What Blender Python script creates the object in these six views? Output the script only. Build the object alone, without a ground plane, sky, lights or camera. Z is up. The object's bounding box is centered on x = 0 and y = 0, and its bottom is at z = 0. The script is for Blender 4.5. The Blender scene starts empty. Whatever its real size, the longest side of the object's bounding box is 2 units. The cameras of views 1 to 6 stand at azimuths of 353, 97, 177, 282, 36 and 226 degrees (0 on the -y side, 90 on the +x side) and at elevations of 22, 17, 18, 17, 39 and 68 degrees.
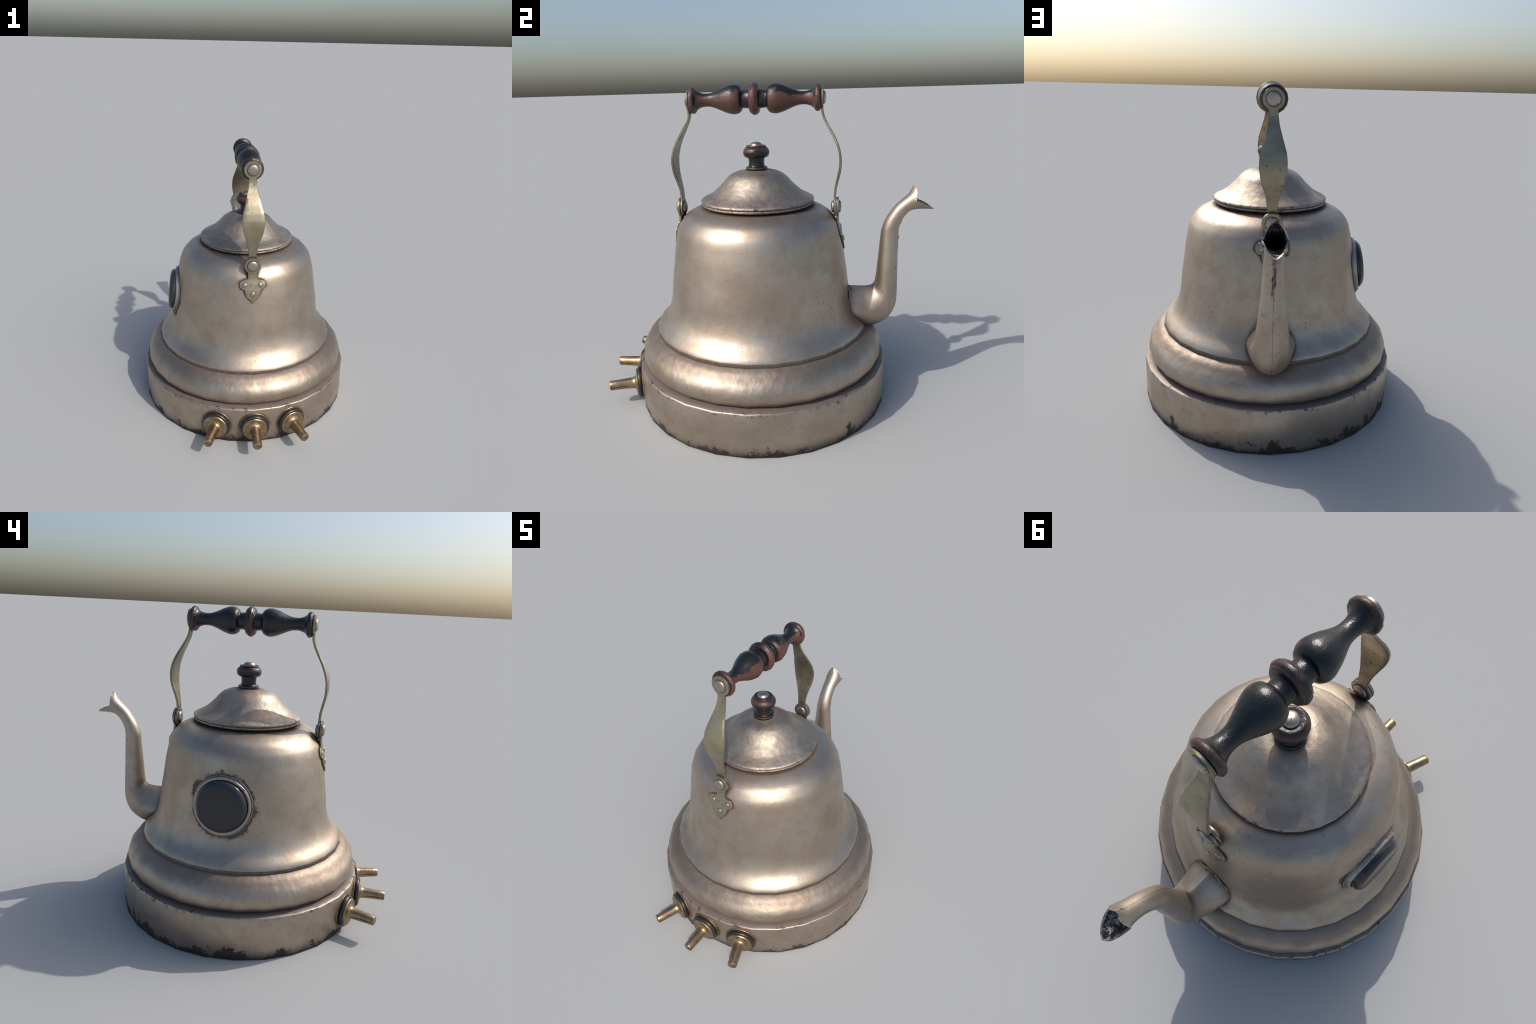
"""Old metal kettle turned into an appliance: bell shaped body on a drum base, lid
with turned knob, goose-neck spout, bail handle on two strap irons, a round dark
window on one side and three brass switches at the front.  Metres, z up."""
import bpy, bmesh, math, random
from mathutils import Vector, Matrix

random.seed(7)
AX, AY = 0.0, -0.028            # axis of the body
CENTRE = Vector((AX, AY, 0.0))
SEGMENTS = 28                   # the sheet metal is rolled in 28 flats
TAU = 2 * math.pi


# ------------------------------------------------------------------ helpers
def spline(points, steps=4):
    """Catmull-Rom through points of any dimension."""
    pts = [tuple(p) for p in points]
    if len(pts) < 3 or steps <= 1:
        return pts
    ext = [tuple(2 * a - b for a, b in zip(pts[0], pts[1]))] + pts + \
          [tuple(2 * a - b for a, b in zip(pts[-1], pts[-2]))]
    out = []
    for i in range(1, len(ext) - 2):
        p0, p1, p2, p3 = ext[i - 1:i + 3]
        for s in range(steps):
            t = s / steps
            out.append(tuple(0.5 * (2 * b + (c - a) * t + (2 * a - 5 * b + 4 * c - d) * t * t
                                    + (3 * b - a - 3 * c + d) * t ** 3)
                             for a, b, c, d in zip(p0, p1, p2, p3)))
    out.append(pts[-1])
    return out


def interp(table, x):
    """Piecewise-linear lookup in a list of (x, value) sorted by x."""
    if x <= table[0][0]:
        return table[0][1]
    for (a, va), (b, vb) in zip(table, table[1:]):
        if x <= b:
            return va + (vb - va) * (x - a) / (b - a)
    return table[-1][1]


def make_object(name, verts, faces, material, parent, angle=38, matrix=None, inner=None):
    me = bpy.data.meshes.new(name)
    me.from_pydata([tuple(v) for v in verts], [], faces)
    bm = bmesh.new()
    bm.from_mesh(me)
    bmesh.ops.remove_doubles(bm, verts=bm.verts, dist=1e-6)
    bmesh.ops.recalc_face_normals(bm, faces=bm.faces)
    bm.to_mesh(me)
    bm.free()
    for m in (material if isinstance(material, (list, tuple)) else [material]):
        me.materials.append(m)
    if inner:
        for p in me.polygons:
            if inner(p):
                p.material_index = 1
    me.shade_smooth()
    me.set_sharp_from_angle(angle=math.radians(angle))
    ob = bpy.data.objects.new(name, me)
    bpy.context.collection.objects.link(ob)
    ob.parent = parent
    if matrix is not None:
        ob.matrix_world = matrix
    return ob


def rings_to_mesh(rings, cap_start=False, cap_end=False):
    verts, faces = [], []
    n = len(rings[0])
    for r in rings:
        verts += [Vector(p) for p in r]
    for i in range(len(rings) - 1):
        for j in range(n):
            k = (j + 1) % n
            faces.append((i * n + j, i * n + k, (i + 1) * n + k, (i + 1) * n + j))
    for flag, base in ((cap_start, 0), (cap_end, (len(rings) - 1) * n)):
        if flag:
            c = sum((verts[base + j] for j in range(n)), Vector()) / n
            verts.append(c)
            for j in range(n):
                faces.append((base + j, base + (j + 1) % n, len(verts) - 1))
    return verts, faces


def frame(origin, axis, side=None):
    """Matrix whose local z runs along axis."""
    z = Vector(axis).normalized()
    x = Vector(side) if side else (Vector((0, 0, 1)).cross(z) if abs(z.z) < 0.95 else Vector((1, 0, 0)))
    x = (x - z * x.dot(z)).normalized()
    y = z.cross(x)
    m = Matrix((x, y, z)).transposed().to_4x4()
    m.translation = Vector(origin)
    return m


def lathe(name, profile, material, parent, segments=SEGMENTS, matrix=None, angle=38,
          cap_start=False, cap_end=False, bake=True):
    """Turn (radius, height) pairs about local z."""
    m = matrix or Matrix.Translation(CENTRE)
    rings = []
    for r, h in profile:
        ring = []
        for j in range(segments):
            a = TAU * j / segments
            p = Vector((r * math.cos(a), r * math.sin(a), h))
            ring.append(m @ p if bake else p)
        rings.append(ring)
    v, f = rings_to_mesh(rings, cap_start, cap_end)
    return make_object(name, v, f, material, parent, angle, None if bake else m)


def tube(name, path, radius, material, parent, sides=8, closed=False):
    """Round bar along a path; radius is a number or a function of the index."""
    pts = [Vector(p) for p in path]
    n = len(pts)
    rings = []
    for i, p in enumerate(pts):
        a = pts[(i - 1) % n] if closed or i > 0 else pts[i]
        b = pts[(i + 1) % n] if closed or i < n - 1 else pts[i]
        m = frame(p, b - a, side=(1, 0, 0) if abs((b - a).normalized().x) < 0.9 else (0, 0, 1))
        r = radius(i) if callable(radius) else radius
        rings.append([m @ Vector((r * math.cos(TAU * k / sides), r * math.sin(TAU * k / sides), 0))
                      for k in range(sides)])
    if closed:
        rings.append(rings[0])
    v, f = rings_to_mesh(rings, not closed, not closed)
    return make_object(name, v, f, material, parent, 60)


# ------------------------------------------------------------------ node helpers
class Nodes:
    def __init__(self, name):
        self.mat = bpy.data.materials.new(name)
        self.mat.use_nodes = True
        self.t = self.mat.node_tree
        self.bsdf = self.t.nodes["Principled BSDF"]
        self.co = self.t.nodes.new("ShaderNodeTexCoord").outputs["Object"]
        self.geo = self.t.nodes.new("ShaderNodeNewGeometry")

    def put(self, sock, val):
        if val is None:
            return
        if hasattr(val, "is_output"):
            self.t.links.new(val, sock)
        elif hasattr(val, "__len__") and len(val) == 3 and sock.type == "RGBA":
            sock.default_value = (*val, 1)
        else:
            sock.default_value = val

    def math(self, op, a, b=None, c=None, clamp=False):
        n = self.t.nodes.new("ShaderNodeMath")
        n.operation, n.use_clamp = op, clamp
        for s, v in zip(n.inputs, (a, b, c)):
            self.put(s, v)
        return n.outputs[0]

    def vmath(self, op, a, b=None):
        n = self.t.nodes.new("ShaderNodeVectorMath")
        n.operation = op
        self.put(n.inputs[0], a)
        self.put(n.inputs[1], b)
        return n.outputs["Value"] if op in ("LENGTH", "DOT_PRODUCT", "DISTANCE") else n.outputs[0]

    def xyz(self, v=None):
        n = self.t.nodes.new("ShaderNodeSeparateXYZ")
        self.put(n.inputs[0], v or self.co)
        return n.outputs

    def stretch(self, scale, offset=(0, 0, 0)):
        n = self.t.nodes.new("ShaderNodeMapping")
        self.put(n.inputs["Vector"], self.co)
        n.inputs["Scale"].default_value = scale
        n.inputs["Location"].default_value = offset
        return n.outputs[0]

    def noise(self, scale, detail=4, rough=0.55, vec=None, distort=0.0):
        n = self.t.nodes.new("ShaderNodeTexNoise")
        self.put(n.inputs["Vector"], vec or self.co)
        n.inputs["Scale"].default_value = scale
        n.inputs["Detail"].default_value = detail
        n.inputs["Roughness"].default_value = rough
        n.inputs["Distortion"].default_value = distort
        return n.outputs["Fac"]

    def noise_vec(self, scale):
        n = self.t.nodes.new("ShaderNodeTexNoise")
        self.put(n.inputs["Vector"], self.co)
        n.inputs["Scale"].default_value = scale
        n.inputs["Detail"].default_value = 2
        return n.outputs["Color"]

    def voronoi(self, scale, vec=None, rand=1.0):
        n = self.t.nodes.new("ShaderNodeTexVoronoi")
        self.put(n.inputs["Vector"], vec or self.co)
        n.inputs["Scale"].default_value = scale
        n.inputs["Randomness"].default_value = rand
        return n.outputs["Distance"]

    def step(self, v, lo, hi):
        n = self.t.nodes.new("ShaderNodeMapRange")
        n.interpolation_type = "SMOOTHSTEP"
        self.put(n.inputs[0], v)
        flip = not isinstance(lo, float) or lo > hi
        self.put(n.inputs[1], hi if flip else lo)
        self.put(n.inputs[2], lo if flip else hi)
        self.put(n.inputs[3], 1.0 if flip else 0.0)
        self.put(n.inputs[4], 0.0 if flip else 1.0)
        return n.outputs[0]

    def mix(self, fac, a, b):
        n = self.t.nodes.new("ShaderNodeMix")
        n.data_type = "RGBA"
        self.put(n.inputs[0], fac)
        self.put(n.inputs[6], a)
        self.put(n.inputs[7], b)
        return n.outputs[2]

    def mixf(self, fac, a, b):
        n = self.t.nodes.new("ShaderNodeMix")
        n.data_type = "FLOAT"
        self.put(n.inputs[0], fac)
        self.put(n.inputs[2], a)
        self.put(n.inputs[3], b)
        return n.outputs[0]

    def edge(self, radius, lo, hi):
        """1 on convex or concave edges sharper than the bevel radius."""
        n = self.t.nodes.new("ShaderNodeBevel")
        n.samples = 6
        n.inputs["Radius"].default_value = radius
        d = self.vmath("DOT_PRODUCT", n.outputs[0], self.geo.outputs["Normal"])
        return self.step(self.math("SUBTRACT", 1.0, d), lo, hi)

    def crevice(self, distance, lo, hi):
        n = self.t.nodes.new("ShaderNodeAmbientOcclusion")
        n.samples = 8
        n.inputs["Distance"].default_value = distance
        return self.step(n.outputs["AO"], hi, lo)

    def bump(self, height, strength, distance, normal=None):
        n = self.t.nodes.new("ShaderNodeBump")
        n.inputs["Strength"].default_value = strength
        n.inputs["Distance"].default_value = distance
        self.put(n.inputs["Height"], height)
        if normal is not None:
            self.put(n.inputs["Normal"], normal)
        return n.outputs[0]

    def finish(self, color, rough, metal, normal=None, **extra):
        self.put(self.bsdf.inputs["Base Color"], color)
        self.put(self.bsdf.inputs["Roughness"], rough)
        self.put(self.bsdf.inputs["Metallic"], metal)
        if normal is not None:
            self.put(self.bsdf.inputs["Normal"], normal)
        for k, v in extra.items():
            self.put(self.bsdf.inputs[k.replace("_", " ")], v)
        return self.mat


DIRT = (0.035, 0.024, 0.021)
RUST = (0.060, 0.025, 0.018)


def aged_tin(name, ground_dirt=False, seam=False, lumps=0.25, window=False, lip=False, dull=0.0, part=None):
    k = Nodes(name)
    x, y, z = k.xyz()[0:3]
    cloud = k.noise(3.2, 5, 0.6)
    cloud2 = k.noise(11.0, 5, 0.6)
    col = k.mix(k.step(cloud, 0.35, 0.68), TIN_A, TIN_B)
    col = k.mix(k.math("MULTIPLY", k.step(cloud2, 0.42, 0.72), 0.42), col, TIN_C)
    blotch = k.math("MULTIPLY", k.step(k.noise(1.9, 4, 0.6, k.stretch((1, 1, 0.8), (3.1, 0, 0))), 0.50, 0.68), 0.55)
    col = k.mix(blotch, col, (0.36, 0.275, 0.205))
    # fine specks and small pits
    pit_noise = k.noise(24, 3, 0.6)
    wobble = k.vmath("ADD", k.co, _scaled_vec(k, k.noise_vec(60), 0.018))
    pits = k.math("MULTIPLY", k.step(k.voronoi(21, wobble), k.math("ADD", 0.02, k.math("MULTIPLY", k.noise(9, 1), 0.20)), 0.02),
                  k.step(pit_noise, 0.53, 0.62))
    scratch = k.math("MULTIPLY", k.step(k.noise(64, 4, 0.7), 0.60, 0.68), k.step(k.noise(6, 3), 0.50, 0.62))
    specks = k.math("MAXIMUM", pits, k.math("MULTIPLY", scratch, 0.7))
    stain = k.math("MULTIPLY", k.step(k.noise(27, 5, 0.72), 0.655, 0.70), k.step(k.noise(5, 2, 0.5, k.stretch((1, 1, 1), (7.7, 2, 1))), 0.47, 0.6))
    specks = k.math("MAXIMUM", specks, k.math("MULTIPLY", stain, 0.8))
    col = k.mix(k.math("MULTIPLY", specks, 0.85), col, DIRT)
    # occlusion shade baked into the crevices as a brown tint
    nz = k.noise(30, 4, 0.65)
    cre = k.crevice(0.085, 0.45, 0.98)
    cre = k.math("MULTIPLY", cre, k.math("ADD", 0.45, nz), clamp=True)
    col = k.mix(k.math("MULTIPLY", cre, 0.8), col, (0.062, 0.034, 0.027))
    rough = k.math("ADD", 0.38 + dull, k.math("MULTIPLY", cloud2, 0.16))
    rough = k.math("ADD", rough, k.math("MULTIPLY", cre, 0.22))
    metal = k.math("SUBTRACT", 1.0, k.math("MULTIPLY", k.math("MAXIMUM", specks, cre), 0.5))
    # red-brown dark halo close around whatever is riveted or screwed on
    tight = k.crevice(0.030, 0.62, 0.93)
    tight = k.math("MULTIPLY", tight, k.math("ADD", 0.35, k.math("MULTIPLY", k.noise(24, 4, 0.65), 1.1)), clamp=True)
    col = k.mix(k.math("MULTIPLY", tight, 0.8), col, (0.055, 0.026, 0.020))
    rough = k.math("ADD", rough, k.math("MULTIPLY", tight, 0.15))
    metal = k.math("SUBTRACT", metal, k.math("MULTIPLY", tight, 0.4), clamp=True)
    # edges: rubbed bright with black chips
    edge = k.edge(0.010, 0.02, 0.12)
    chips = k.step(k.noise(34, 3, 0.6), 0.49, 0.57)
    col = k.mix(k.math("MULTIPLY", edge, 0.6), col, (0.66, 0.60, 0.53))
    col = k.mix(k.math("MULTIPLY", k.math("MULTIPLY", edge, chips), 0.9), col, DIRT)
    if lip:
        # dark brown band along the rolled lip
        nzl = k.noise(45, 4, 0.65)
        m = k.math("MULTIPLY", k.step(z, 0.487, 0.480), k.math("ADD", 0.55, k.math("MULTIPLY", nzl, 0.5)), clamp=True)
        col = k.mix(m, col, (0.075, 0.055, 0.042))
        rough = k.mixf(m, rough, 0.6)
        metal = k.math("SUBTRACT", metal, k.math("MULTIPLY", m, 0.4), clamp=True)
    if part == "roll":
        # the shoulder under the lip is dull and brown
        m = k.math("MULTIPLY", k.step(k.math("ADD", z, k.math("MULTIPLY", k.noise(8, 4), 0.05)), 0.405, 0.455), 0.6)
        m = k.math("MAXIMUM", m, k.math("MULTIPLY", k.step(z, 0.305, 0.278), 0.6))  # collar underside painted darker for the shadow above the base groove
        col = k.mix(m, col, (0.20, 0.155, 0.125))
        rough = k.math("ADD", rough, k.math("MULTIPLY", m, 0.14))
    if part == "lid":
        lid_shade_tint = k.math("MULTIPLY", k.step(k.noise(6, 5, 0.65), 0.30, 0.62), 0.55)
        col = k.mix(lid_shade_tint, col, (0.27, 0.235, 0.205))  # lid colour darkened to brownish grey to match its shaded part
        rough = k.math("ADD", rough, k.math("MULTIPLY", lid_shade_tint, 0.12))
        rough = k.math("ADD", rough, k.math("MULTIPLY", k.math("SUBTRACT", k.noise(17, 5, 0.65), 0.45), 0.55))
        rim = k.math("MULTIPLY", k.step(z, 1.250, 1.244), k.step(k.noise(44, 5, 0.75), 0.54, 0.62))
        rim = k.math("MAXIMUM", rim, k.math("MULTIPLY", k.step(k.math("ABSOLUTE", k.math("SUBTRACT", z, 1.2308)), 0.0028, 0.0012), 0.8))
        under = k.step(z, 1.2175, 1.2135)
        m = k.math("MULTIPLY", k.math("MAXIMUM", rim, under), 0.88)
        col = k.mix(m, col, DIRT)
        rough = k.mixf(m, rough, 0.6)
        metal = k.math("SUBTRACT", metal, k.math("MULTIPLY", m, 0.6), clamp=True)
    if ground_dirt:
        # darker pinkish brown on the upward-facing ledge
        led = k.math("MULTIPLY", k.step(k.xyz(k.geo.outputs["Normal"])[2], 0.80, 0.95), 0.75)
        col = k.mix(led, col, (0.155, 0.120, 0.105))
        rough = k.mixf(led, rough, 0.55)
        metal = k.math("SUBTRACT", metal, k.math("MULTIPLY", led, 0.5), clamp=True)
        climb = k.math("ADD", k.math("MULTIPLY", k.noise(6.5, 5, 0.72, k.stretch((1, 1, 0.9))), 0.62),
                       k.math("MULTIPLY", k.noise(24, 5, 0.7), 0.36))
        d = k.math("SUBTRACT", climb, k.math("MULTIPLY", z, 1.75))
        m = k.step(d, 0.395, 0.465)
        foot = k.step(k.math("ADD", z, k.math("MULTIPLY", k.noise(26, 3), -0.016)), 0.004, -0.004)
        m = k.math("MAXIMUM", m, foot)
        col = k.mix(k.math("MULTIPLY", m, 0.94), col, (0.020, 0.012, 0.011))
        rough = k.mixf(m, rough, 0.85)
        chip2 = k.math("MULTIPLY", k.math("MULTIPLY", k.step(z, 0.238, 0.256), k.step(z, 0.267, 0.264)), k.step(k.noise(22, 4, 0.7), 0.55, 0.62))
        chip2 = k.math("MULTIPLY", chip2, k.step(k.noise(4, 2), 0.35, 0.50))
        scuff = k.math("MULTIPLY", k.step(k.noise(19, 5, 0.75, k.stretch((1, 1, 0.7), (4, 1, 2))), 0.63, 0.70), k.step(z, 0.25, 0.05))
        chip2 = k.math("MAXIMUM", chip2, k.math("MULTIPLY", scuff, 0.8))
        col = k.mix(k.math("MULTIPLY", chip2, 0.8), col, (0.03, 0.022, 0.02))
        metal = k.math("SUBTRACT", metal, k.math("MULTIPLY", m, 0.8), clamp=True)
    if window:
        # rusty halo round the strap brackets (lobes, neck and pointed leaf)
        ax = k.math("ABSOLUTE", x)
        lobe = k.math("SUBTRACT", k.math("SQRT", k.math("ADD", k.math("POWER", k.math("SUBTRACT", ax, 0.053), 2),
                      k.math("POWER", k.math("SUBTRACT", z, 1.059), 2))), 0.035)
        leaf = k.math("MAXIMUM", k.math("SUBTRACT", k.math("SUBTRACT", ax, 0.052), k.math("MULTIPLY", k.math("SUBTRACT", z, 1.0), 0.9)),
                      k.math("SUBTRACT", ax, 0.052))
        leaf = k.math("MAXIMUM", leaf, k.math("MAXIMUM", k.math("SUBTRACT", 0.930, z), k.math("SUBTRACT", z, 1.06)))
        neck = k.math("MAXIMUM", k.math("SUBTRACT", ax, 0.031), k.math("MAXIMUM", k.math("SUBTRACT", 1.05, z), k.math("SUBTRACT", z, 1.12)))
        sd = k.math("MINIMUM", lobe, k.math("MINIMUM", leaf, neck))
        sd = k.math("SUBTRACT", sd, k.math("MULTIPLY", k.math("SUBTRACT", k.noise(22, 4, 0.65), 0.40), 0.05))
        m = k.math("MULTIPLY", k.step(sd, 0.012, -0.004), 0.75)
        col = k.mix(m, col, RUST)
        rough = k.mixf(m, rough, 0.7)
        metal = k.math("SUBTRACT", metal, k.math("MULTIPLY", m, 0.7), clamp=True)
        # rust creeping out from under the round window
        d = k.vmath("SUBTRACT", k.co, tuple(WIN_C))
        h = k.vmath("DOT_PRODUCT", d, tuple(WIN_N))
        rad = k.vmath("LENGTH", k.vmath("SUBTRACT", d, _scaled(k, WIN_N, h)))
        wob = k.math("ADD", k.math("MULTIPLY", k.noise(10, 4, 0.65), 0.13), k.math("MULTIPLY", k.noise(45, 3), 0.03))
        m = k.step(k.math("SUBTRACT", rad, wob), 0.118, 0.098)
        m = k.math("MULTIPLY", m, k.step(h, -0.3, -0.28))
        col = k.mix(k.math("MULTIPLY", m, 0.85), col, RUST)
        rough = k.mixf(m, rough, 0.75)
        metal = k.math("SUBTRACT", metal, k.math("MULTIPLY", m, 0.95), clamp=True)
    if seam:
        ax = k.math("ABSOLUTE", x)
        line = k.step(ax, 0.0022, 0.0010)
        col = k.mix(k.math("MULTIPLY", line, 0.55), col, (0.09, 0.09, 0.10))
        halo = k.math("ADD", ax, k.math("MULTIPLY", k.noise(26, 4), -0.016))
        run = k.math("MULTIPLY", k.step(z, 0.90, 0.95), k.step(z, 1.15, 1.12))
        run = k.math("MULTIPLY", run, k.step(y, 0.77, 0.78))
        run = k.math("MULTIPLY", run, k.step(k.noise(16, 3), 0.40, 0.52))
        m = k.math("MULTIPLY", k.step(halo, 0.006, 0.0), run)
        col = k.mix(k.math("MULTIPLY", m, 0.85), col, RUST)
    lump = k.math("ADD", k.noise(11, 2, 0.5), k.math("MULTIPLY", k.noise(32, 3, 0.55), 0.45 if part == "lid" else 0.15))
    nrm = k.bump(lump, lumps, 0.05)
    nrm = k.bump(k.math("SUBTRACT", k.noise(160, 2), k.math("MULTIPLY", specks, 1.2)), 0.10, 0.004, nrm)
    return k.finish(col, rough, metal, nrm)


def _scaled(k, vec, scalar):
    n = k.t.nodes.new("ShaderNodeVectorMath")
    n.operation = "SCALE"
    n.inputs[0].default_value = tuple(vec)
    k.put(n.inputs["Scale"], scalar)
    return n.outputs[0]


def _scaled_vec(k, vec, scale):
    n = k.t.nodes.new("ShaderNodeVectorMath")
    n.operation = "SCALE"
    k.put(n.inputs[0], vec)
    n.inputs["Scale"].default_value = scale
    return n.outputs[0]


def strap_metal():
    k = Nodes("painted_strap_iron")
    col = k.mix(k.step(k.noise(7, 5, 0.6), 0.3, 0.7), (0.370, 0.330, 0.232), (0.280, 0.252, 0.176))
    x, y, z = k.xyz()[0:3]
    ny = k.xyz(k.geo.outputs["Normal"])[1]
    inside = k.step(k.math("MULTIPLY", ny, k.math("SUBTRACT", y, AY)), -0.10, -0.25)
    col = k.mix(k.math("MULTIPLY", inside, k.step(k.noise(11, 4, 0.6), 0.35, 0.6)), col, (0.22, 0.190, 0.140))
    spots = k.math("MULTIPLY", k.step(k.noise(60, 4, 0.7), 0.57, 0.65), k.step(k.noise(14, 2), 0.45, 0.60))
    edge = k.edge(0.007, 0.015, 0.06)
    chip = k.math("MULTIPLY", edge, k.step(k.noise(42, 3, 0.6), 0.30, 0.48))
    m = k.math("MAXIMUM", k.math("MULTIPLY", spots, 0.8), k.math("MULTIPLY", chip, 0.9))
    cre = k.math("MULTIPLY", k.crevice(0.018, 0.62, 0.96), 0.92)
    m = k.math("MAXIMUM", m, cre)
    col = k.mix(m, col, (0.028, 0.024, 0.022))
    rough = k.mixf(m, k.math("ADD", 0.34, k.math("MULTIPLY", k.noise(18, 4), 0.14)), 0.6)
    nrm = k.bump(k.noise(90, 3), 0.12, 0.004)
    return k.finish(col, rough, k.math("SUBTRACT", 0.85, k.math("MULTIPLY", m, 0.5)), nrm)


def steel(name, base, rough=0.36, dirt=0.7):
    k = Nodes(name)
    col = k.mix(k.noise(22, 4), base, tuple(0.75 * c for c in base))
    spots = k.math("MULTIPLY", k.step(k.noise(55, 4, 0.7), 0.58, 0.66), dirt)
    spots = k.math("MAXIMUM", spots, k.math("MULTIPLY", k.crevice(0.02, 0.35, 0.8), 0.75))
    col = k.mix(spots, col, DIRT)
    nrm = k.bump(k.noise(50, 3), 0.15, 0.005)
    return k.finish(col, k.mixf(spots, rough, 0.6), k.math("SUBTRACT", 1.0, k.math("MULTIPLY", spots, 0.5)), nrm)


def brass():
    k = Nodes("tarnished_brass")
    col = k.mix(k.step(k.noise(26, 5, 0.65), 0.35, 0.65), (0.44, 0.315, 0.185), (0.27, 0.192, 0.112))
    spots = k.math("MULTIPLY", k.step(k.noise(75, 4, 0.7), 0.58, 0.66), 0.7)
    edge = k.math("MULTIPLY", k.edge(0.005, 0.03, 0.15), k.step(k.noise(60, 3), 0.45, 0.55))
    m = k.math("MAXIMUM", spots, k.math("MULTIPLY", edge, 0.6))
    m = k.math("MAXIMUM", m, k.math("MULTIPLY", k.crevice(0.018, 0.3, 0.75), 0.8))
    col = k.mix(m, col, (0.045, 0.026, 0.016))
    nrm = k.bump(k.noise(60, 3), 0.25, 0.004)
    return k.finish(col, k.mixf(m, 0.38, 0.55), k.math("SUBTRACT", 1.0, k.math("MULTIPLY", m, 0.5)), nrm)


BLACK_PAINT = (0.0075, 0.0085, 0.010)
BARE_WOOD = (0.105, 0.047, 0.034)


def worn_wood(name, knob=False):
    k = Nodes(name)
    x, y, z = k.xyz()[0:3]
    nx, ny, nz = k.xyz(k.geo.outputs["Normal"])[0:3]
    noise = k.math("SUBTRACT", k.noise(9, 5, 0.62), 0.5)
    fine = k.math("SUBTRACT", k.noise(38, 4, 0.65), 0.5)
    jitter = k.math("ADD", k.math("MULTIPLY", noise, 2.4), k.math("MULTIPLY", fine, 1.1))
    if knob:
        top = k.math("MULTIPLY", k.step(z, 1.502, 1.522), k.step(z, 1.548, 1.540))
        rim = k.step(z, 1.542, 1.547)
        foot = k.math("MULTIPLY", k.step(z, 1.416, 1.424), k.step(z, 1.432, 1.428))
        neck = k.math("MULTIPLY", k.step(z, 1.474, 1.480), k.step(z, 1.490, 1.484))
        m = k.math("MAXIMUM", k.math("MAXIMUM", top, rim), k.math("MAXIMUM", foot, neck))
        m = k.math("MULTIPLY", k.step(k.math("ADD", m, k.math("MULTIPLY", jitter, 0.8)), 0.55, 1.05), 0.85)
        m = k.math("MULTIPLY", m, k.step(nz, 0.98, 0.9))
    else:
        d = k.math("ABSOLUTE", k.math("SUBTRACT", y, AY))
        r = k.math("SQRT", k.math("ADD", k.math("MULTIPLY", x, x),
                                  k.math("POWER", k.math("SUBTRACT", z, 1.81), 2)))
        side = k.math("SUBTRACT", k.math("MULTIPLY", nx, 0.85), k.math("MULTIPLY", nz, 0.62))
        rub = k.step(k.math("ADD", side, jitter), 0.16, 0.52)
        # the throats beside the middle ring keep their paint
        throat = k.math("MULTIPLY", k.step(d, 0.022, 0.034), k.step(d, 0.088, 0.074))
        rub = k.math("MULTIPLY", rub, k.math("SUBTRACT", 1.0, k.math("MULTIPLY", throat, 0.85)))
        ends = k.math("MAXIMUM", k.step(d, 0.030, 0.020), k.step(d, 0.338, 0.350))
        crest = k.math("MULTIPLY", k.math("MULTIPLY", ends, k.step(r, 0.060, 0.072)),
                       k.step(k.math("ADD", jitter, 0.42), 0.0, 0.7))
        m = k.math("MAXIMUM", rub, k.math("MULTIPLY", crest, 0.75))
    col = k.mix(m, BLACK_PAINT, k.mix(k.noise(60, 4, 0.6, k.stretch((1, 0.25, 1))), BARE_WOOD, (0.070, 0.030, 0.022)))
    rough = k.mixf(m, 0.30, 0.46)
    nrm = k.bump(k.noise(48, 4, 0.65, k.stretch((1, 0.7, 1))), 0.34, 0.009)
    return k.finish(col, rough, 0.0, nrm)


def plain(name, col, rough, metal=0.0, bump=0.0, **kw):
    k = Nodes(name)
    nrm = k.bump(k.noise(70, 3), bump, 0.004) if bump else None
    c = k.mix(k.noise(30, 4), tuple(0.8 * v for v in col), tuple(min(1, 1.15 * v) for v in col))
    return k.finish(c, rough, metal, nrm, **kw)


def sooty_lining():
    k = Nodes("limescale_lining")
    n = k.noise(34, 5, 0.7, distort=1.2)
    col = k.mix(k.step(n, 0.44, 0.62), (0.022, 0.024, 0.030), (0.40, 0.36, 0.32))
    x, y, z = k.xyz()[0:3]
    depth = k.step(y, 0.90, 0.84)
    col = k.mix(k.math("MULTIPLY", depth, 0.85), col, (0.012, 0.012, 0.014))
    return k.finish(col, 0.5, 0.6, k.bump(n, 0.5, 0.01))


# ------------------------------------------------------------------ shape numbers
WIN_N = Vector((-0.9954, 0.0, 0.096)).normalized()       # the window leans back a little
WIN_C = Vector((-0.549, -0.030, 0.820))                 # centre of the ring's front edge
TIN_A, TIN_B, TIN_C = (0.475, 0.415, 0.345), (0.41, 0.335, 0.265), (0.32, 0.255, 0.205)

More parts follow.
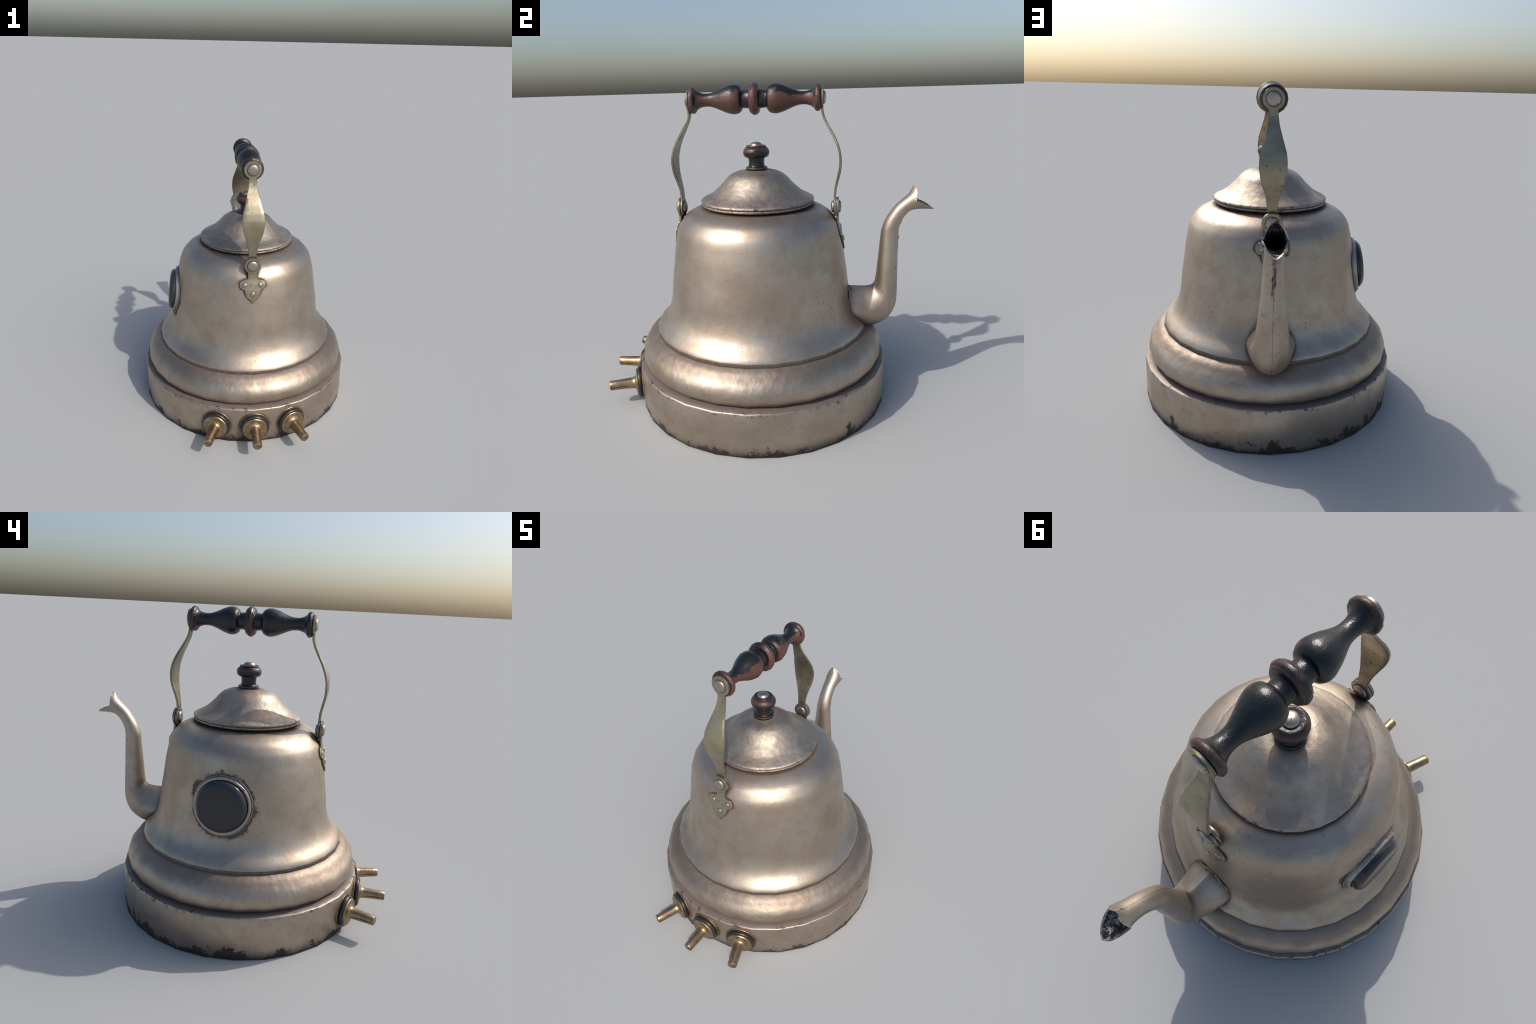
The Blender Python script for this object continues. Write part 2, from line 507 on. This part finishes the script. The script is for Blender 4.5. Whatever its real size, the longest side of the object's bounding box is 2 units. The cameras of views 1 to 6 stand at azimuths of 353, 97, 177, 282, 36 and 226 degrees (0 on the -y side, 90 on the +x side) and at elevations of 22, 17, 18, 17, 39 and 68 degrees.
BELL = [(0.660, 0.462), (0.651, 0.480), (0.638, 0.500), (0.618, 0.521), (0.598, 0.541), (0.583, 0.561),
        (0.572, 0.581), (0.563, 0.603), (0.554, 0.633), (0.5475, 0.665), (0.543, 0.700), (0.538, 0.750),
        (0.530, 0.810), (0.522, 0.860), (0.514, 0.920), (0.506, 0.975), (0.497, 1.020), (0.4885, 1.060),
        (0.481, 1.085), (0.473, 1.103), (0.461, 1.121), (0.447, 1.140), (0.426, 1.160), (0.388, 1.181),
        (0.345, 1.198), (0.290, 1.208)]


def wall_radius(z):
    return interp(sorted((h, r) for r, h in BELL), z)


def main():
    root = bpy.data.objects.new("kettle", None)
    bpy.context.collection.objects.link(root)
    root["label"] = "old tarnished metal kettle with turned wooden handle, brass switches and round window"
    root["category"] = "kettle"

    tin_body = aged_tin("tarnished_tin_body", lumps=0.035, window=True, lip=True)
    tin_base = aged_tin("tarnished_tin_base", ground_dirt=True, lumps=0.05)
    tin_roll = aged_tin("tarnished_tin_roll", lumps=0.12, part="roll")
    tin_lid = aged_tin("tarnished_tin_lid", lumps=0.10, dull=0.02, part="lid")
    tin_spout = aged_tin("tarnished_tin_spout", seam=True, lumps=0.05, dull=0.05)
    strap_mat = strap_metal()
    rivet_mat = steel("rivet_steel", (0.47, 0.42, 0.37), 0.42)
    ring_mat = steel("window_ring_steel", (0.47, 0.42, 0.36), 0.46)
    weld_mat = steel("weld_steel", (0.27, 0.265, 0.28), 0.48, 0.9)
    brass_mat = brass()
    rubber = plain("black_rubber", (0.014, 0.016, 0.018), 0.33)
    glass = plain("dark_glass", (0.024, 0.025, 0.027), 0.22, 0.0, 0.03)
    wood = worn_wood("worn_black_wood")
    knob_wood = worn_wood("worn_black_knob_wood", knob=True)
    lining = sooty_lining()
    slot_mat = plain("dark_slot", (0.012, 0.009, 0.007), 0.8)

    # ---- drum base, rolled collar, bell body -------------------------------
    lathe("base", [(0.70, 0.0), (0.7715, 0.0), (0.7735, 0.003), (0.7735, 0.254), (0.7715, 0.260), (0.767, 0.2635),
                   (0.74, 0.268), (0.705, 0.275)], tin_base, root, cap_start=True, cap_end=True, angle=50)
    lathe("rolled_collar", [(0.70, 0.270)] + spline([(0.716, 0.272), (0.731, 0.281), (0.742, 0.298), (0.7475, 0.322),
                           (0.7475, 0.343), (0.743, 0.364), (0.734, 0.384), (0.721, 0.402), (0.705, 0.420),
                           (0.687, 0.439), (0.668, 0.452), (0.640, 0.466)], 2) + [(0.60, 0.475)], tin_roll, root)
    lathe("bell_body", [(0.60, 0.452), (0.648, 0.455)] + spline([(0.6505, 0.459), (0.6510, 0.470), (0.6475, 0.484)], 2)
          + spline(BELL[2:], 2), tin_body, root, angle=45)

    # ---- lid with knob ------------------------------------------------------
    lid_profile = [(0.280, 1.206), (0.318, 1.211)] + \
        spline([(0.325, 1.213), (0.332, 1.2165), (0.3345, 1.222), (0.333, 1.227), (0.3295, 1.2305)], 2) + \
        spline([(0.3295, 1.2310), (0.3345, 1.234), (0.3365, 1.239), (0.334, 1.2450), (0.326, 1.2505)], 2) + \
        spline([(0.318, 1.2540), (0.304, 1.2610), (0.287, 1.2695), (0.270, 1.2790), (0.257, 1.289), (0.244, 1.300),
                (0.232, 1.311), (0.220, 1.322), (0.209, 1.333), (0.199, 1.344), (0.190, 1.355), (0.180, 1.366),
                (0.168, 1.377), (0.154, 1.387), (0.136, 1.396), (0.112, 1.4045), (0.085, 1.4095), (0.05, 1.411)], 2)
    lid = lathe("lid", lid_profile, tin_lid, root, angle=55, cap_end=True)
    knob_profile = [(0.04, 1.405), (0.061, 1.405), (0.0635, 1.409), (0.0635, 1.424), (0.0615, 1.4285), (0.052, 1.430)] + \
        spline([(0.0495, 1.432), (0.0465, 1.440), (0.0455, 1.456), (0.0465, 1.470), (0.0485, 1.4815)], 3) + \
        spline([(0.050, 1.4825), (0.064, 1.486), (0.0735, 1.496), (0.0768, 1.509), (0.0755, 1.522), (0.0700, 1.533),
                (0.0600, 1.5415)], 3) + \
        spline([(0.0570, 1.5425), (0.0585, 1.547), (0.0565, 1.5515)], 2) + [(0.050, 1.552), (0.040, 1.5495)]
    knob = lathe("knob", knob_profile, knob_wood, lid, segments=24, cap_end=True, angle=42)
    lathe("knob_rivet", [(0.0375, 1.547), (0.0370, 1.554)] + spline([(0.0355, 1.5575), (0.030, 1.5640),
          (0.021, 1.5690), (0.010, 1.5713), (0.002, 1.5718)], 2), rivet_mat, knob, segments=20, cap_end=True, angle=60)

    # ---- spout --------------------------------------------------------------
    # each station: upper/inner point (y, z), lower/outer point (y, z), half width
    stations = [(0.430, 0.697, 0.430, 0.425, 0.131), (0.520, 0.696, 0.575, 0.430, 0.131),
                (0.575, 0.6955, 0.635, 0.437, 0.122), (0.615, 0.695, 0.691, 0.450, 0.112),
                (0.645, 0.699, 0.740, 0.479, 0.102), (0.661, 0.706, 0.772, 0.512, 0.095),
                (0.670, 0.716, 0.797, 0.560, 0.0895), (0.676, 0.735, 0.808, 0.613, 0.086),
                (0.680, 0.765, 0.809, 0.680, 0.081), (0.684, 0.805, 0.807, 0.770, 0.074),
                (0.692, 0.915, 0.805, 0.900, 0.0615), (0.7005, 1.029, 0.802, 1.030, 0.0520),
                (0.709, 1.069, 0.803, 1.058, 0.0515), (0.7225, 1.108, 0.811, 1.090, 0.0485),
                (0.746, 1.149, 0.829, 1.126, 0.0470), (0.782, 1.199, 0.847, 1.149, 0.0465),
                (0.824, 1.2375, 0.873, 1.168, 0.0480), (0.856, 1.268, 0.906, 1.1745, 0.0540)]
    sides = 32

    def section(st, shrink=0.0):
        uy, uz, ly, lz, w = st
        up, low = Vector((0, uy, uz)), Vector((0, ly, lz))
        mid, half = (up + low) / 2, (up - low) / 2
        half *= 1 - shrink / half.length
        w -= shrink
        out = []
        for j in range(sides):
            a = TAU * j / sides
            c, s = math.cos(a), math.sin(a)
            e = squareness(uy, c)
            out.append(mid - half * math.copysign(abs(c) ** e, c) + Vector((w * math.copysign(abs(s) ** e, s), 0, 0)))
        return out

    # lip from the beak (0 degrees) round the side notch (90) to the upper tongue (180)
    beak = spline([(0.0, 1.001, 1.172), (0.024, 0.986, 1.184), (0.044, 0.956, 1.203), (0.056, 0.920, 1.219),
                   (0.0620, 0.889, 1.2275)], 2)
    tongue = spline([(0.0620, 0.889, 1.2275), (0.053, 0.8905, 1.252), (0.0415, 0.8925, 1.277), (0.023, 0.890, 1.302),
                     (0.0, 0.878, 1.317)], 2)
    half_lip = beak + tongue[1:]
    lip = [Vector(p) for p in half_lip] + [Vector((-p[0], p[1], p[2])) for p in half_lip[-2:0:-1]]
    lip_mid = Vector((0, 0.90, 1.225))
    fine = spline(stations, 3)
    outer = [section(s) for s in fine]
    last = outer[-1]
    flare = [[a.lerp(b, t) for a, b in zip(last, lip)] for t in (0.35, 0.7)]
    lip_in = [p + (lip_mid - p).normalized() * 0.0075 + Vector((0, -0.002, 0)) for p in lip]
    inner = [[p + (Vector((0, p.y - 0.02, 1.222)) - p).normalized() * 0.006 for p in r] for r in (flare[1], flare[0])]
    inner += [section(s, 0.0065) for s in reversed(fine[-13:])]
    n_out = (len(outer) + len(flare)) * sides
    rings = outer + flare + [lip, lip_in] + inner
    v, f = rings_to_mesh(rings, True, True)
    spout = make_object("spout", v, f, [tin_spout, lining], root, 50)
    # faces inside the throat get the sooty lining
    first_inner = (len(outer) + len(flare) + 1) * sides
    for i, p in enumerate(spout.data.polygons):
        if first_inner <= i < (len(rings) - 1) * sides or i >= (len(rings) - 1) * sides + sides:
            p.material_index = 1
    # ragged solder bead down the front seam
    bead = []
    for i in range(46):
        t = i / 45
        z = 0.935 + 0.215 * t
        yo = interp([(s[3], s[2]) for s in stations[9:16]], z)
        bead.append((0.0012 * math.sin(9 * t) + 0.0006 * random.uniform(-1, 1), yo + 0.0002, z))
    thick = [0.0016 + 0.0035 * max(0, math.sin(3.1 + 15 * i / 45)) ** 3 + 0.0008 * random.random() for i in range(46)]
    tube("solder_seam", bead, lambda i: thick[i], weld_mat, spout, 6)
    # solder fillet where the spout meets the body
    ring = []
    for j in range(48):
        a = TAU * j / 48
        best = None
        for i in range(60):
            y = 0.44 + 0.004 * i
            st = [interp([(0.430, s0), (0.520, s1), (0.575, s2), (0.615, s3), (0.645, s4)], y)
                  for s0, s1, s2, s3, s4 in zip(*[stations[q] for q in range(5)])]
            p = section_point(st, a, y)
            if math.hypot(p.x - AX, p.y - AY) >= wall_radius(p.z) - 0.001:
                best = p
                break
        ring.append(best or p)
    tube("solder_fillet", ring, 0.0055, tin_spout, spout, 6, closed=True)

    # ---- bail handle --------------------------------------------------------
    half = spline([(0.0, 0.0885), (0.008, 0.0880), (0.014, 0.0840)], 2) + \
        spline([(0.0165, 0.0800), (0.021, 0.0785), (0.0255, 0.0740), (0.0275, 0.064)], 2) + \
        spline([(0.029, 0.0540), (0.037, 0.0515), (0.048, 0.0500), (0.060, 0.0490), (0.068, 0.0500)], 2) + \
        spline([(0.0705, 0.0520), (0.074, 0.0620), (0.0815, 0.0710), (0.095, 0.0785), (0.110, 0.0815), (0.125, 0.0820),
                (0.145, 0.0780), (0.170, 0.0700), (0.195, 0.0590), (0.222, 0.0475), (0.248, 0.0390), (0.270, 0.0362),
                (0.292, 0.0370), (0.312, 0.0420), (0.327, 0.0500), (0.338, 0.0600)], 2) + \
        spline([(0.3385, 0.0625), (0.345, 0.0715), (0.355, 0.0745), (0.365, 0.0725), (0.371, 0.066)], 2) + \
        [(0.3745, 0.0560), (0.3745, 0.02)]
    handle_profile = [(r, -d) for d, r in reversed(half)] + [(r, d) for d, r in half[1:]]
    grip_frame = frame((0, AY, 1.81), (0, 1, 0), (1, 0, 0))
    handle = bpy.data.objects.new("bail_handle", None)
    bpy.context.collection.objects.link(handle)
    handle.parent = root
    lathe("grip", handle_profile, wood, handle, segments=16, matrix=grip_frame, cap_start=True, cap_end=True, angle=45)

    # straps: outer face distance from the axis, and half width, by height
    strap_d = [(1.130, 0.463), (1.240, 0.463), (1.265, 0.4635), (1.300, 0.467), (1.345, 0.477), (1.395, 0.4885),
               (1.430, 0.4925), (1.465, 0.4935), (1.500, 0.490), (1.545, 0.478), (1.595, 0.456), (1.645, 0.427),
               (1.695, 0.4005), (1.725, 0.390), (1.750, 0.3875), (1.870, 0.3875)]
    strap_w = [(1.10, 0.025), (1.225, 0.025), (1.262, 0.0265), (1.290, 0.0295), (1.322, 0.0345), (1.350, 0.0425),
               (1.382, 0.0525), (1.415, 0.0620), (1.447, 0.0685), (1.475, 0.0715), (1.500, 0.0720), (1.530, 0.0700),
               (1.557, 0.0665), (1.595, 0.0555), (1.635, 0.0445), (1.668, 0.0355), (1.700, 0.0290), (1.725, 0.0260),
               (1.745, 0.0248), (1.88, 0.0248)]
    brk_d = [(0.930, 0.5190), (0.955, 0.5160), (0.978, 0.5130), (1.000, 0.5095), (1.020, 0.5055), (1.040, 0.5005),
             (1.060, 0.4955), (1.080, 0.4890), (1.100, 0.4835), (1.125, 0.4803), (1.155, 0.4800), (1.250, 0.4800)]
    brk_w = [(0.9325, 0.0008), (0.940, 0.0055), (0.951, 0.0120), (0.959, 0.0210), (0.971, 0.0345), (0.982, 0.0430),
             (0.995, 0.0490), (1.010, 0.0528), (1.022, 0.0535), (1.0265, 0.0540), (1.0285, 0.0650), (1.033, 0.0755),
             (1.040, 0.0825), (1.050, 0.0870), (1.059, 0.0880), (1.068, 0.0870), (1.078, 0.0825), (1.086, 0.0750),
             (1.091, 0.0650), (1.0945, 0.0520), (1.0975, 0.0370), (1.103, 0.0320), (1.112, 0.0302), (1.128, 0.0300),
             (1.140, 0.0310), (1.26, 0.0310)]

    def circle(z, zc, r):
        return math.sqrt(max(0.0, r * r - (z - zc) ** 2)) if abs(z - zc) <= r else 0.0

    def heights(lo, hi, n, dense=()):
        zs = [lo + (hi - lo) * i / n for i in range(n + 1)]
        for zc, r in dense:
            zs += [zc + r * math.sin(math.pi * (i / 24 - 0.5)) for i in range(25)]
        zs = sorted(z for z in zs if lo - 1e-9 <= z <= hi + 1e-9)
        out = [zs[0]]
        for z in zs[1:]:
            if z - out[-1] > 5e-4:
                out.append(z)
        return out

    def flat_bar(name, side, zs, width, dist, thick, wrap, parent):
        """Shaped flat iron standing on the +y or -y side of the body."""
        cols = [-1, -0.96, -0.6, -0.2, 0.2, 0.6, 0.96, 1]
        d = spline([(z, dist(z)) for z in zs], 1)
        rings = []
        for i, z in enumerate(zs):
            z0, z1 = zs[max(0, i - 2)], zs[min(len(zs) - 1, i + 2)]
            slope = (dist(z1) - dist(z0)) / (z1 - z0)
            nd, nz = 1 / math.hypot(1, slope), -slope / math.hypot(1, slope)
            w = max(0.0006, width(z))
            front, back = [], []
            for c in cols:
                xx = w * c
                r = dist(z)
                drop = wrap(z) * (r - math.sqrt(r * r - xx * xx))
                ease = 0.0015 if abs(c) == 1 else 0.0
                front.append(Vector((xx, AY + side * (r - drop - ease * nd), z - ease * nz)))
                back.append(Vector((xx, AY + side * (r - drop - (thick - ease) * nd), z - (thick - ease) * nz)))
            rings.append(front + back[::-1])
        v, f = rings_to_mesh(rings, False, False)
        n = len(cols)
        for base in (0, (len(rings) - 1) * 2 * n):
            for k in range(n - 1):
                f.append((base + k, base + k + 1, base + 2 * n - 2 - k, base + 2 * n - 1 - k))
        return make_object(name, v, f, strap_mat, parent, 40)

    big_rivet = [(0.0345, -0.004), (0.0360, 0.000), (0.0358, 0.004)] + \
        spline([(0.0340, 0.0085), (0.0285, 0.0120), (0.0180, 0.0142), (0.0080, 0.0150), (0.001, 0.0152)], 2)
    small_rivet = [(0.0165, -0.004), (0.0165, 0.000)] + spline([(0.0155, 0.0030), (0.0115, 0.0052), (0.005, 0.0063),
                                                                (0.0006, 0.0065)], 2)
    for side in (1, -1):
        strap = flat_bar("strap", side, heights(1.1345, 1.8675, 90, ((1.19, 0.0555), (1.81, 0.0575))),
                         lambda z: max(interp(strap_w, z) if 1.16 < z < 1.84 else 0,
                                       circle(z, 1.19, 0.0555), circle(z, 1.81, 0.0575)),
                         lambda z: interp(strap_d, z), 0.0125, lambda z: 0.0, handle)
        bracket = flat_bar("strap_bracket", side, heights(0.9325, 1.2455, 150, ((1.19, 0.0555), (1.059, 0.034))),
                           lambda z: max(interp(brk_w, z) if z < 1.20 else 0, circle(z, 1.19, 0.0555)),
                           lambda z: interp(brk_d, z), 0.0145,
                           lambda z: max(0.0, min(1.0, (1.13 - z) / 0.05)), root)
        out = Vector((0, side, 0))
        lathe("rivet", big_rivet, rivet_mat, strap, 20, frame((0, AY + side * 0.3878, 1.81), out), cap_end=True, angle=60)
        lathe("rivet", big_rivet, rivet_mat, strap, 20, frame((0, AY + side * 0.4502, 1.19), -out), cap_end=True, angle=60)
        lathe("rivet", big_rivet, rivet_mat, bracket, 20, frame((0, AY + side * 0.4803, 1.19), out), cap_end=True, angle=60)
        for xx, zz in ((-0.0525, 1.058), (0.0525, 1.058), (0.0, 0.9985)):
            r = interp(brk_d, zz)
            a = math.asin(xx / r)
            n = Vector((math.sin(a), side * math.cos(a), 0.20 if zz > 1.03 else 0.15))
            lathe("rivet", small_rivet, rivet_mat, bracket, 14,
                  frame((xx, AY + side * (math.sqrt(r * r - xx * xx) + 0.0002), zz), n), cap_end=True, angle=60)

    # ---- round window -------------------------------------------------------
    wf = frame(WIN_C, WIN_N, (0, 1, 0))
    window = bpy.data.objects.new("round_window", None)
    bpy.context.collection.objects.link(window)
    window.parent = root
    def wall_depth(radius, a):
        """How far behind the window plane the kettle wall lies."""
        for i in range(400):
            p = wf @ Vector((radius * math.cos(a), radius * math.sin(a), -0.0004 * i))
            if math.hypot(p.x - AX, p.y - AY) <= wall_radius(p.z) * 0.998:
                return -0.0004 * i
        return -0.16

    # the ring is sprung over the curved wall, so its front edge dips at the sides
    crest = max(wall_depth(0.168, TAU * j / 28) for j in range(28))
    ring_section = [(0.1680, -0.11), (0.1680, -0.006), (0.1667, -0.002), (0.1640, 0.000), (0.155, 0.0005),
                    (0.1505, -0.001), (0.1492, -0.014)]
    rings = []
    for j in range(56):
        a = TAU * j / 56
        dip = 0.70 * (wall_depth(0.168, a) - crest)
        rings.append([wf @ Vector((r * math.cos(a), r * math.sin(a), h + dip)) for r, h in ring_section])
    rings.append(rings[0])
    v, f = rings_to_mesh(rings)
    make_object("window_ring", v, f, ring_mat, window, 50)
    lathe("window_glass", [(0.1475, -0.050), (0.1490, -0.0010), (0.1482, 0.0035), (0.1462, 0.0070)] +
          [(0.1330, 0.0210), (0.1280, 0.0238), (0.108, 0.0266), (0.07, 0.0284), (0.03, 0.0292), (0.004, 0.0294)],
          glass, window, 28, wf, cap_end=True, angle=30)
    weld = [wf @ Vector((0.1710 * math.cos(a), 0.1710 * math.sin(a), wall_depth(0.1710, a)))
            for a in [TAU * j / 56 for j in range(56)]]
    jig = [0.0070 + 0.0022 * random.random() for _ in weld]
    tube("window_weld", weld, lambda i: jig[i % len(jig)], weld_mat, window, 8, closed=True)

    # ---- three brass switches ----------------------------------------------
    z_switch = 0.131
    washer_p = [(0.094, -0.022), (0.1045, -0.022), (0.1045, 0.0025), (0.1030, 0.0042), (0.075, 0.0045)]
    ring_p = [(0.0845 + 0.0142 * math.cos(a), 0.0175 + 0.0142 * math.sin(a)) for a in [TAU * i / 14 for i in range(15)]]
    lever_p = [(0.070, 0.018), (0.0830, 0.0235), (0.0855, 0.0275), (0.0852, 0.0345), (0.0815, 0.0390), (0.0730, 0.0402),
               (0.0530, 0.0405), (0.0505, 0.0425), (0.0470, 0.0435)] + \
        spline([(0.0430, 0.0455), (0.0375, 0.0520), (0.0345, 0.0620), (0.0332, 0.0740)], 3) + \
        [(0.0318, 0.11), (0.0302, 0.160), (0.0300, 0.1935), (0.0280, 0.1975), (0.0250, 0.1990), (0.010, 0.1992)]
    for deg in (0.0, -19.4, 19.4):
        a = math.radians(deg)
        out = Vector((math.sin(a), -math.cos(a), 0))
        base_r = 0.7735 if deg == 0 else 0.7700
        m = frame(Vector((AX, AY, z_switch)) + out * base_r, out, (0, 0, 1))
        stretch = (0.973 - base_r) / 0.1992
        switch = bpy.data.objects.new("switch", None)
        bpy.context.collection.objects.link(switch)
        switch.parent = root
        lathe("washer", washer_p, brass_mat, switch, 24, m, bake=False)
        lathe("seal_ring", ring_p, rubber, switch, 24, m, bake=False, angle=60)
        lever = lathe("lever", [(r, h * stretch) for r, h in lever_p], brass_mat, switch, 24, m, cap_end=True, angle=35,
                      bake=False)
        # saw cut across the shaft: dark plate recessed in a boolean slot
        cut = make_box("saw_cut", (0.0042, 0.09, 0.125), m @ Matrix.Translation((-0.002, 0, 0.205 * stretch - 0.0625 + 0.012)), slot_mat)
        lever.data.materials.append(slot_mat)
        mod = lever.modifiers.new("slot", "BOOLEAN")
        mod.operation, mod.object, mod.solver = "DIFFERENCE", cut, "EXACT"
        bpy.context.view_layer.update()
        dg = bpy.context.evaluated_depsgraph_get()
        me = bpy.data.meshes.new_from_object(lever.evaluated_get(dg))
        lever.modifiers.clear()
        lever.data = me
        me.shade_smooth()
        me.set_sharp_from_angle(angle=math.radians(35))
        bpy.data.objects.remove(cut)
        core = make_box("slot_core", (0.0060, 0.034, 0.110), m @ Matrix.Translation((-0.002, 0, 0.135)), slot_mat)
        core.parent = lever
        core.matrix_world = m @ Matrix.Translation((-0.002, 0, 0.135))


def squareness(y, c):
    """Section exponent: the top of the socket is roof shaped, the tube is oval."""
    if c >= 0:
        return interp([(0.60, 1.05), (0.66, 0.96)], y)
    return interp([(0.60, 1.55), (0.66, 1.20), (0.685, 0.96)], y)


def section_point(st, a, y):
    uy, uz, ly, lz, w = st
    c, s = math.cos(a), math.sin(a)
    mid, half = (uz + lz) / 2, (uz - lz) / 2
    e = squareness(y, c)
    return Vector((w * math.copysign(abs(s) ** e, s), y, mid - half * math.copysign(abs(c) ** e, c)))


def make_box(name, size, matrix, material):
    sx, sy, sz = (s / 2 for s in size)
    v = [(x, y, z) for x in (-sx, sx) for y in (-sy, sy) for z in (-sz, sz)]
    f = [(0, 1, 3, 2), (4, 6, 7, 5), (0, 4, 5, 1), (2, 3, 7, 6), (0, 2, 6, 4), (1, 5, 7, 3)]
    return make_object(name, v, f, material, None, 30, matrix)


main()
